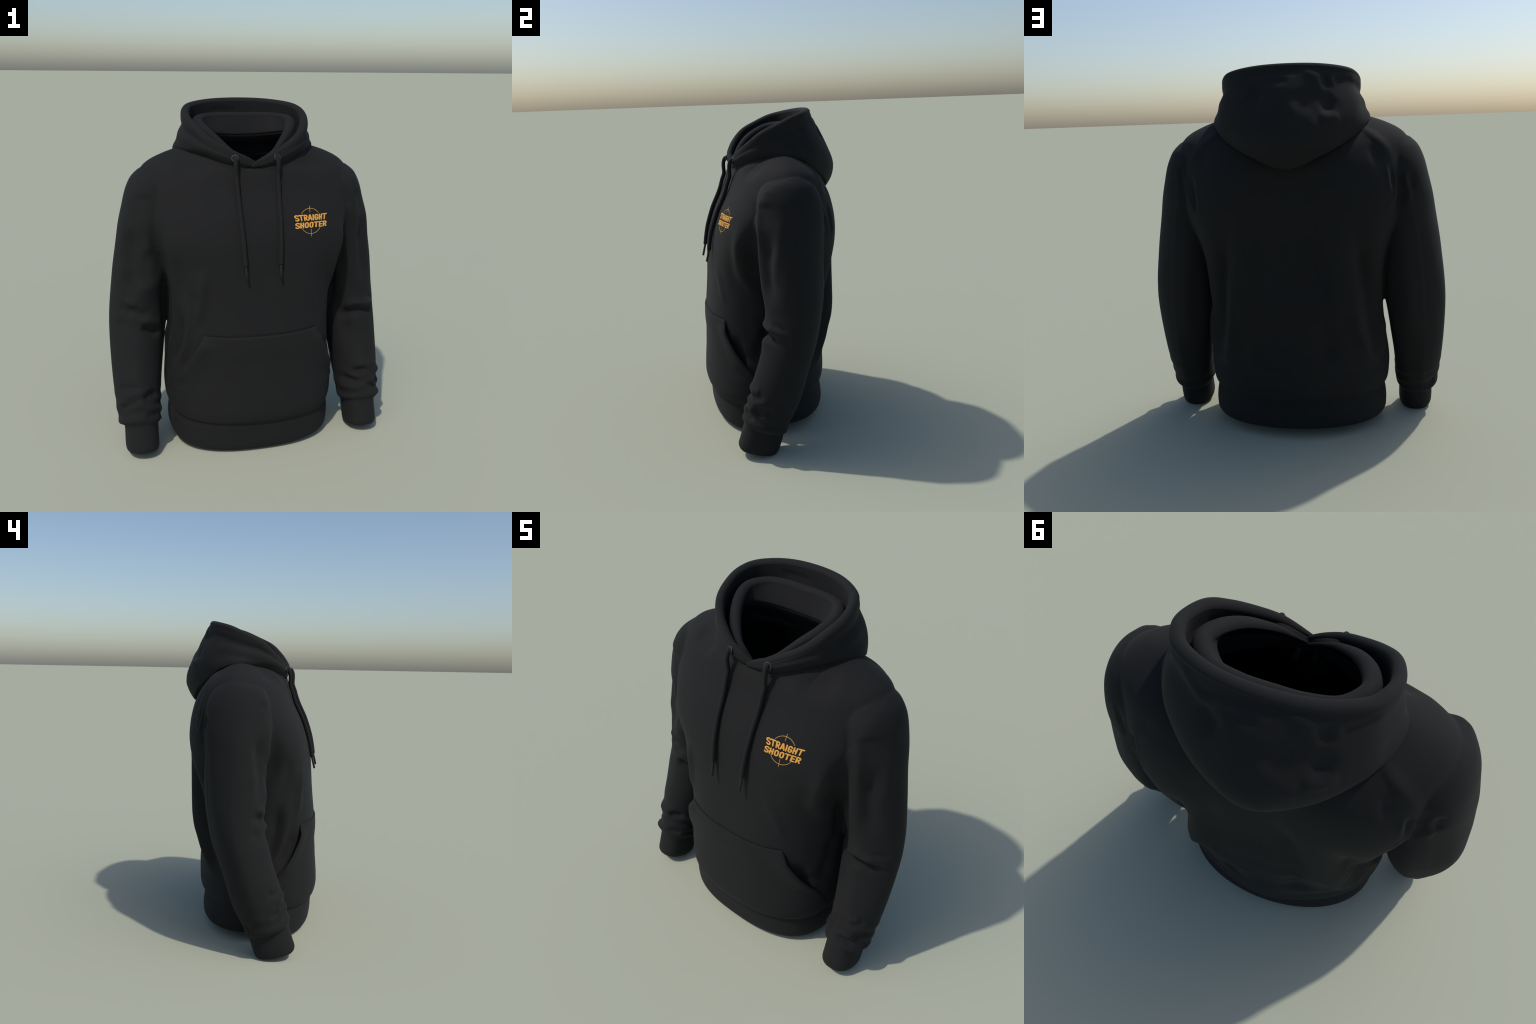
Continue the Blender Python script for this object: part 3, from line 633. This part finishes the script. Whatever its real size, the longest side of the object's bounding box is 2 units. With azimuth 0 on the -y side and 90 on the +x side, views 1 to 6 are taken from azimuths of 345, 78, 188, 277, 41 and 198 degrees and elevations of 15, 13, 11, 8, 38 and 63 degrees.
# wrinkles of the hood: path, width, height
HOOD_FOLDS = {
    "ridge arc": ([(-0.059, 0.29, 1.967), (-0.116, 0.291, 1.951), (-0.153, 0.296, 1.915), (-0.172, 0.309, 1.863), (-0.177, 0.326, 1.826)], 0.0253, 0.0045),
    "ridge short": ([(-0.209, 0.268, 1.926), (-0.222, 0.265, 1.905), (-0.236, 0.265, 1.883)], 0.0184, 0.0045),
    "valley between": ([(-0.19, 0.271, 1.942), (-0.199, 0.278, 1.905), (-0.209, 0.287, 1.872)], 0.0207, -0.0075),
    "valley pit": ([(-0.227, 0.294, 1.839), (-0.205, 0.326, 1.797), (-0.187, 0.35, 1.761)], 0.0414, -0.00975),
    "ridge hook": ([(-0.159, 0.368, 1.748), (-0.187, 0.359, 1.738), (-0.214, 0.347, 1.732), (-0.264, 0.312, 1.745)], 0.023, 0.006),
    "blob": ([(-0.018, 0.387, 1.81), (-0.037, 0.394, 1.789), (-0.055, 0.4, 1.765)], 0.0253, 0.0045),
    "ridge low": ([(-0.16, 0.383, 1.707), (-0.142, 0.396, 1.694), (-0.119, 0.411, 1.677)], 0.0207, 0.006),
    "hollow centre": ([(-0.076, 0.342, 1.875), (-0.1, 0.362, 1.819), (-0.092, 0.394, 1.755)], 0.0805, -0.0075),
    "hollow left": ([(0.183, 0.297, 1.878), (0.151, 0.325, 1.852), (0.109, 0.345, 1.845)], 0.069, -0.0075),
    "rim under": ([(0.261, 0.238, 1.926), (0.174, 0.281, 1.934), (0.094, 0.295, 1.953), (-0.003, 0.299, 1.96), (-0.074, 0.303, 1.945)], 0.0161, -0.00525),
    "rim under R": ([(-0.236, 0.257, 1.904), (-0.283, 0.223, 1.918), (-0.329, 0.177, 1.914)], 0.0161, -0.0045),
    "left fold ridge": ([(0.279, 0.22, 1.953), (0.205, 0.275, 1.907), (0.146, 0.308, 1.892), (0.099, 0.334, 1.877)], 0.0184, 0.00525),
    "left fold valley": ([(0.175, 0.292, 1.9), (0.153, 0.321, 1.859), (0.108, 0.357, 1.823)], 0.0345, -0.009),
    "left fold valley2": ([(0.121, 0.308, 1.915), (0.059, 0.326, 1.913), (-0.023, 0.329, 1.916)], 0.0207, -0.006),
    "low right valley": ([(-0.165, 0.362, 1.757), (-0.204, 0.341, 1.764), (-0.247, 0.309, 1.782)], 0.023, -0.0075),
    "low right ridge": ([(-0.161, 0.375, 1.729), (-0.21, 0.351, 1.727), (-0.263, 0.315, 1.736)], 0.02875, 0.006),
    "low fold": ([(-0.022, 0.443, 1.587), (-0.086, 0.428, 1.618)], 0.0184, 0.0045),
    "side R valley": ([(0.206, -0.19, 1.72), (0.3, -0.123, 1.757), (0.349, -0.05, 1.791), (0.374, 0.015, 1.806)], 0.02875, -0.0045),
    "side R ridge": ([(0.295, -0.12, 1.791), (0.335, -0.057, 1.821), (0.356, -0.004, 1.822)], 0.0345, 0.0045),
    "inner fold": ([(-0.183, 0.217, 1.926), (-0.107, 0.236, 1.928), (-0.04, 0.244, 1.924), (0.013, 0.245, 1.923)], 0.0161, -0.0075),
}
RIM_R = [.006, .014, .018, .021, .023, .024, .024, .024, .024, .024, .024]

# inner hood layer: crest of its rolled edge, and where it meets the neck seam inside
LINING = [
    ((-.014, -.190, 1.648), (-.012, -.188, 1.630)), ((.060, -.176, 1.700), (.055, -.184, 1.660)),
    ((.122, -.156, 1.741), (.115, -.170, 1.703)), ((.195, -.095, 1.812), (.188, -.118, 1.757)),
    ((.252, -.015, 1.866), (.236, -.035, 1.802)), ((.272, .080, 1.905), (.240, .045, 1.822)),
    ((.210, .165, 1.917), (.180, .112, 1.813)), ((.105, .193, 1.920), (.090, .142, 1.804)),
    ((.000, .196, 1.919), (.000, .148, 1.801)),
]
LINING_R = [.004, .010, .017, .025, .031, .032, .030, .027, .027]


def both_sides(a):
    """Right half followed by its mirror image, back to the front."""
    return np.vstack([a, a[::-1][1:] * [-1, 1, 1]])


def sweep_frame(curve):
    t = np.gradient(curve, axis=0)
    t /= np.linalg.norm(t, axis=1)[:, None]
    return t


def outward_dir(curve):
    """Horizontal direction away from the neck axis, square to the curve."""
    t = sweep_frame(curve)
    up = np.array([0, 0, 1.])
    o = np.cross(t, up)
    o[:, 2] = 0
    o /= np.maximum(np.linalg.norm(o, axis=1), 1e-6)[:, None]
    return o, t


def wrinkle(p, k, amp):
    return amp * np.array([noise.fractal(Vector(q) * k, .9, 2.0, 3) for q in p])


def build_hood(root):
    S = 161
    st = [np.array([s[j] for s in HOOD]) for j in range(4)]
    rad = spline(np.array(RIM_R)[:, None], S)[:, 0]
    C, M1, M2, B = (spline(both_sides(a), 2 * S - 1) for a in st)
    R = np.concatenate([rad, rad[::-1][1:]])
    # the right half laps over the left at the front crossing
    n = len(C)
    lap = np.exp(-(np.arange(n) / 10.) ** 2) * -.004 + np.exp(-((n - 1 - np.arange(n)) / 10.) ** 2) * .007
    for a in (C, M1, M2, B):
        a[:, 1] += lap
    o, t = outward_dir(C)
    up = np.cross(o, t)
    up[up[:, 2] < 0] *= -1
    o = np.cross(t, up)
    flip = np.einsum("ij,ij->i", o, M1 - C) < 0
    o[flip] *= -1
    R = R[:, None]
    deep = np.concatenate([smoothstep(np.arange(S), 0, 70)] * 1)
    deep = np.concatenate([deep, deep[::-1][1:]])[:, None]
    rows = []
    inner_low = C - o * R * 1.0 - np.array([0, 0, 1]) * (.02 + .15 * deep) - o * .02 * deep
    inner_mid = C - o * R * .75 - np.array([0, 0, 1]) * (.012 + .07 * deep)
    crest = spline(both_sides(np.array([q[0] for q in LINING])), 400)
    near = crest[np.argmin(np.linalg.norm(C[:, None] - crest[None], axis=2), axis=1)] + [0, 0, -.002]
    tip = smoothstep(np.arange(S), -4, 8)
    tip = np.concatenate([tip, tip[::-1][1:]])[:, None]
    near = C * (1 - tip) + near * tip
    part = smoothstep(np.arange(S), 22, 62)
    part = np.concatenate([part, part[::-1][1:]])[:, None]
    inner_low = near * (1 - part) + inner_low * part
    inner_mid = (near * .5 + (C + up * R * .9) * .5) * (1 - part) + inner_mid * part
    rows += [inner_low, inner_mid]
    for a in np.radians([200, 170, 140, 110, 80, 50, 20, -10]):
        rows.append(C + o * R * math.cos(a) + up * R * math.sin(a))
    q = .30
    pinch = C + (M1 - C) * .45 + o * R * .6
    rows += [pinch, M1 + (M1 - C) * .0, M1 * .5 + M2 * .5 + o * .006 * deep, M2]
    inw = (C - B) * [1, 1, 0]
    inw /= np.maximum(np.linalg.norm(inw, axis=1), 1e-6)[:, None]
    down = 1 - 2 * smoothstep(C[:, 1:2], -.12, .05)        # tucked down in front, up behind
    low = M2 * .45 + B * .55 + (M2 - C) * [1, 1, 0] * .10
    rows += [low, B, B + inw * .016 + down * [0, 0, -.002], B + inw * .040 + down * [0, 0, -.014], B + inw * .060 + down * [0, 0, -.045]]
    prof = np.stack(rows, 1)                       # station x profile point x 3
    dense = []
    K = 90
    for s in range(n):
        dense.append(spline(prof[s], K))
    dense = np.array(dense)
    verts = dense.reshape(-1, 3)
    faces = []
    for s in range(n - 1):
        for k in range(K - 1):
            a = s * K + k
            faces.append((a, a + 1, a + K + 1, a + K))
    ob = mesh_object("hood", verts, faces, MAT_BODY)
    v, nn = mesh_arrays(ob.data)
    if np.einsum("ij,ij->i", nn, np.repeat(o, K, 0))[K - 25 + 80 * K] < 0:
        ob.data.flip_normals()
        ob.data.update()
        v, nn = mesh_arrays(ob.data)
    h = np.zeros(len(v))
    for path, w, a in HOOD_FOLDS.values():
        h += fold(v, path, w, a, .25)
    ob.data.vertices.foreach_set("co", (v + nn * h[:, None]).ravel())
    ob.data.update()
    ob.parent = root
    return ob


def build_lining(root):
    S = 121
    I, N = (spline(both_sides(np.array([s[k] for s in LINING])), 2 * S - 1) for k in (0, 1))
    rad = spline(np.array(LINING_R)[:, None], S)[:, 0]
    n = len(I)
    R = np.concatenate([rad, rad[::-1][1:]])[:, None]
    lap = np.exp(-(np.arange(n) / 10.) ** 2) * -.003 + np.exp(-((n - 1 - np.arange(n)) / 10.) ** 2) * .004
    I[:, 1] += lap
    N[:, 1] += lap
    o, t = outward_dir(I)
    flip = np.einsum("ij,ij->i", o, I - np.array([0, .02, 0])) < 0
    o[flip] *= -1
    deep = smoothstep(np.arange(S), 0, 60)
    deep = np.concatenate([deep, deep[::-1][1:]])[:, None]
    z = np.array([0, 0, 1.])
    core = I - z * R
    axis = np.array([0, -.02, 0])
    out = (N - axis) * [1, 1, 0]
    rows = [N + out * .80 * deep - z * .20, N + out * .50 * deep - z * .095, N + out * .20 * deep - z * .052, N + out * .05 * deep - z * .025, N + out * .02 * deep - z * .010, N, N * .5 + (core - o * R) * .5]
    for a in np.radians([180, 150, 120, 90, 60, 30, 0]):
        rows.append(core + o * R * math.cos(a) + z * R * math.sin(a))
    rows += [core + o * (R + .008 * deep) - z * (.03 * deep + .004), core + o * (R + .02 * deep) - z * (.12 * deep + .01)]
    prof = np.stack(rows, 1)
    K = 70
    dense = np.array([spline(prof[s], K) for s in range(n)])
    faces = []
    for s in range(n - 1):
        for k in range(K - 1):
            a = s * K + k
            faces.append((a, a + 1, a + K + 1, a + K))
    ob = mesh_object("hood_inner_layer", dense.reshape(-1, 3), faces, MAT_BODY)
    ob.parent = root
    return ob

# ------------------------------------------------------------------ cords and eyelets

def tube(name, path, radius, mat, sides=14, caps=True):
    path = np.asarray(path, float)
    radius = np.broadcast_to(radius, len(path))
    t = sweep_frame(path)
    ref = np.array([1., 0, 0])
    rings = []
    for p, d, r in zip(path, t, radius):
        b = np.cross(d, ref)
        b /= np.linalg.norm(b)
        a = np.cross(b, d)
        ang = np.linspace(0, 2 * np.pi, sides, endpoint=False)[:, None]
        rings.append(p + r * (np.cos(ang) * a + np.sin(ang) * b))
    ob = mesh_object(name, *loft(rings, caps, caps), mat)
    fix_normals(ob)
    return ob


def torus(name, centre, normal, R, r, mat):
    q = Vector(normal).to_track_quat("Z", "Y").to_matrix()
    rings = []
    for a in np.linspace(0, 2 * np.pi, 40, endpoint=False):
        ring = []
        for b in np.linspace(0, 2 * np.pi, 16, endpoint=False):
            k = R + r * math.cos(b)
            ring.append(tuple(q @ Vector((k * math.cos(a), k * math.sin(a), r * .8 * math.sin(b))) + Vector(centre)))
        rings.append(ring)
    rings.append(rings[0])
    v, f = loft(rings, False, False)
    ob = mesh_object(name, v, f, mat)
    bm = bmesh.new()
    bm.from_mesh(ob.data)
    bmesh.ops.remove_doubles(bm, verts=bm.verts[:], dist=1e-5)
    bmesh.ops.recalc_face_normals(bm, faces=bm.faces[:])
    bm.to_mesh(ob.data)
    bm.free()
    return ob


def build_cords(tree, hood_tree, root):
    for s in (-1, 1):
        c = Vector((.120 * s, -.229, 1.698))
        nrm = Vector((.25 * s, -.92, .35)).normalized()
        hit = hood_tree.ray_cast(Vector((.120 * s, -1, 1.698)), Vector((0, 1, 0)))
        if hit[0]:
            c = hit[0] + Vector((0, -.002, 0))
        eye = torus("eyelet", c, nrm, .0165, .0062, MAT_METAL)
        eye.parent = root
        hole = tube("eyelet_hole", [c - nrm * .004, c + nrm * .0012], .0145, fabric_black_hole(), 24)
        hole.parent = eye
        # the cord leaves the eyelet, drops free and then lies on the chest
        path = [tuple(c + Vector((-.002 * s, .012, .004))), tuple(c + Vector((-.001 * s, -.008, -.001))), tuple(c + Vector((0, -.019, -.022))), tuple(c + Vector((.001 * s, -.022, -.05)))]
        for z in np.linspace(1.60, 1.135, 12):
            k = (1.60 - z) / .465
            x = s * (.118 - .018 * k) + .0015 * math.sin(9 * z + s)
            p = tree.ray_cast(Vector((x, -1, z)), Vector((0, 1, 0)))[0]
            off = .0135 + .010 * math.exp(-((z - 1.58) / .07) ** 2) + .005 * max(0, k - .6) / .4
            path.append((x, p.y - off, z))
        pts = spline(np.array(path), 120)
        rr = np.full(120, .0122)
        rr[-4:] = .0122 * np.array([1, 1, .97, .85])
        cord = tube("drawstring", pts, rr, MAT_CORD)
        cord.parent = root
        d = pts[-1] - pts[-8]
        d = d / np.linalg.norm(d) + np.array([0, -.10, 0])
        tip = [pts[-1] - d * .006, pts[-1] + d * .01, pts[-1] + d * .04, pts[-1] + d * .075]
        ag = tube("cord_tip", tip, [.0066, .0066, .0066, .0064], MAT_TIP)
        ag.parent = cord


_hole = []


def fabric_black_hole():
    if not _hole:
        _hole.append(fabric("dark_eyelet_inside", (.0005, .0005, .0005), spread=.05))
    return _hole[0]

# ------------------------------------------------------------------ chest emblem

# strokes of the capital letters in a box one unit high; w is the letter's width
def arc(cx, cy, rx, ry, a0, a1, n=10):
    return [(cx + rx * math.cos(math.radians(a)), cy + ry * math.sin(math.radians(a))) for a in np.linspace(a0, a1, n)]


LETTERS = {
    "S": (.50, [arc(.25, .70, .21, .19, 20, 180, 8) + [(.08, .60), (.25, .50), (.43, .38)] + arc(.25, .29, .21, .19, 0, -160, 9)]),
    "T": (.56, [[(.03, .89), (.53, .89)], [(.28, .89), (.28, .11)]]),
    "R": (.52, [[(.11, .11), (.11, .89), (.26, .89)] + arc(.27, .68, .17, .21, 85, -85, 8) + [(.11, .47)], [(.28, .46), (.44, .11)]]),
    "A": (.56, [[(.06, .11), (.25, .89), (.31, .89), (.50, .11)], [(.13, .33), (.43, .33)]]),
    "I": (.22, [[(.11, .11), (.11, .89)]]),
    "G": (.52, [arc(.27, .68, .17, .21, 15, 180, 9) + arc(.27, .32, .17, .21, 180, 360, 9) + [(.44, .47), (.30, .47)]]),
    "H": (.52, [[(.11, .11), (.11, .89)], [(.41, .11), (.41, .89)], [(.11, .50), (.41, .50)]]),
    "O": (.54, [arc(.27, .67, .17, .22, 0, 180, 9) + arc(.27, .33, .17, .22, 180, 360, 9) + [(.44, .67)]]),
    "E": (.48, [[(.43, .89), (.11, .89), (.11, .11), (.43, .11)], [(.11, .50), (.38, .50)]]),
}
STROKE = .092


def outline_of(strokes, r):
    """Union of rounded strokes as a flat filled plate, by thickening and voxel merging."""
    V, F = [], []
    for st in strokes:
        for (x0, y0), (x1, y1) in zip(st[:-1], st[1:]):
            a = math.atan2(y1 - y0, x1 - x0)
            ring = [(x1 + r * math.cos(a + t), y1 + r * math.sin(a + t)) for t in np.linspace(-math.pi / 2, math.pi / 2, 7)]
            ring += [(x0 + r * math.cos(a + t), y0 + r * math.sin(a + t)) for t in np.linspace(math.pi / 2, 3 * math.pi / 2, 7)]
            n, k = len(ring), len(V)
            V += [(x, y, -.06) for x, y in ring] + [(x, y, .06) for x, y in ring]
            F.append(tuple(range(k, k + n))[::-1])
            F.append(tuple(range(k + n, k + 2 * n)))
            F += [(k + i, k + (i + 1) % n, k + n + (i + 1) % n, k + n + i) for i in range(n)]
    ob = mesh_object("plate", V, F)
    m = ob.modifiers.new("merge", "REMESH")
    m.mode, m.voxel_size = "VOXEL", .022
    applied(ob)
    relax(ob.data, 4, .4)
    v, _ = mesh_arrays(ob.data)
    f = [tuple(p.vertices) for p in ob.data.polygons]
    bpy.data.objects.remove(ob)
    return v.copy(), f


def build_emblem(tree, root):
    holder = bpy.data.objects.new("chest_emblem", None)
    bpy.context.scene.collection.objects.link(holder)
    holder.parent = root

    def on_chest(P, lift):
        out = []
        for x, z, h in P:
            hit, nor, _, _ = tree.ray_cast(Vector((x, -1, z)), Vector((0, 1, 0)))
            if nor.y > 0:
                nor = -nor
            out.append(tuple(hit + nor * (lift + h)))
        return out

    cache = {}
    def line(word, bl, br, tl, tr):
        bl, br, tl, tr = (np.array(q) for q in (bl, br, tl, tr))
        total = sum(LETTERS[c][0] for c in word) + .05 * (len(word) - 1)
        x = 0
        for c in word:
            w, strokes = LETTERS[c]
            if c not in cache:
                cache[c] = outline_of(strokes, STROKE)
            v, f = cache[c]
            u = (x + v[:, 0]) / total
            t = v[:, 1]
            xz = ((1 - u) * (1 - t))[:, None] * bl + (u * (1 - t))[:, None] * br + ((1 - u) * t)[:, None] * tl + (u * t)[:, None] * tr
            pts = on_chest(np.column_stack([xz, v[:, 2] * .022]), .0012)
            ob = mesh_object("letter", pts, f, MAT_INK)
            fix_normals(ob)
            ob.parent = holder
            x += w + .05

    line("STRAIGHT", (.201, 1.3525), (.389, 1.3520), (.194, 1.3875), (.397, 1.3855))
    line("SHOOTER", (.196, 1.3140), (.388, 1.3150), (.199, 1.3470), (.393, 1.3470))

    # the thin cross-hair ring behind the words
    def strip(path, w):
        path = spline(np.array(path), max(8, 3 * len(path)))
        t = np.gradient(path, axis=0)
        t /= np.linalg.norm(t, axis=1)[:, None]
        nrm = np.stack([-t[:, 1], t[:, 0]], 1)
        a, b = path + nrm * w / 2, path - nrm * w / 2
        k = len(path)
        top = on_chest(np.column_stack([np.vstack([a, b]), np.zeros(2 * k)]), .0018)
        bot = on_chest(np.column_stack([np.vstack([a, b]), np.zeros(2 * k)]), -.001)
        V = top + bot
        F = []
        for i in range(k - 1):
            F += [(i, i + 1, k + i + 1, k + i), (2 * k + i, 3 * k + i, 3 * k + i + 1, 2 * k + i + 1), (i, 2 * k + i, 2 * k + i + 1, i + 1), (k + i, k + i + 1, 3 * k + i + 1, 3 * k + i)]
        F += [(0, k, 3 * k, 2 * k), (k - 1, 3 * k - 1, 4 * k - 1, 2 * k - 1)]
        ob = mesh_object("crosshair_line", V, F, MAT_INK_THIN, smooth=False)
        fix_normals(ob)
        ob.parent = holder
    cx, cz, rx, rz = .2915, 1.351, .0665, .0665
    ring = lambda a0, a1: [(cx + rx * math.cos(math.radians(a)), cz + rz * math.sin(math.radians(a))) for a in np.linspace(a0, a1, 14)]
    strip(ring(37, 142), .0023)
    strip(ring(214, 325), .0023)
    strip([(.2930, 1.430), (.2918, 1.397)], .0023)
    strip([(.2900, 1.309), (.2888, 1.270)], .0023)

# ------------------------------------------------------------------ assembly

def surface_tree(ob):
    return BVHTree.FromPolygons([tuple(q) for q in mesh_arrays(ob.data)[0]], [tuple(p.vertices) for p in ob.data.polygons])



root = bpy.data.objects.new("hoodie", None)
bpy.context.scene.collection.objects.link(root)
root["label"] = "black pullover hoodie with drawstrings and orange chest print"
root["category"] = "hoodie"

body = build_body()
smooth_tree = surface_tree(body)
sculpt_body(body)
tree = BVHTree.FromPolygons([tuple(q) for q in mesh_arrays(body.data)[0]], [tuple(p.vertices) for p in body.data.polygons])
hood = build_hood(root)
build_lining(root)
hood_tree = BVHTree.FromPolygons([tuple(q) for q in mesh_arrays(hood.data)[0]], [tuple(p.vertices) for p in hood.data.polygons])
build_pocket(smooth_tree, root)
build_cords(tree, hood_tree, root)
build_emblem(tree, root)
split_body(body, root)
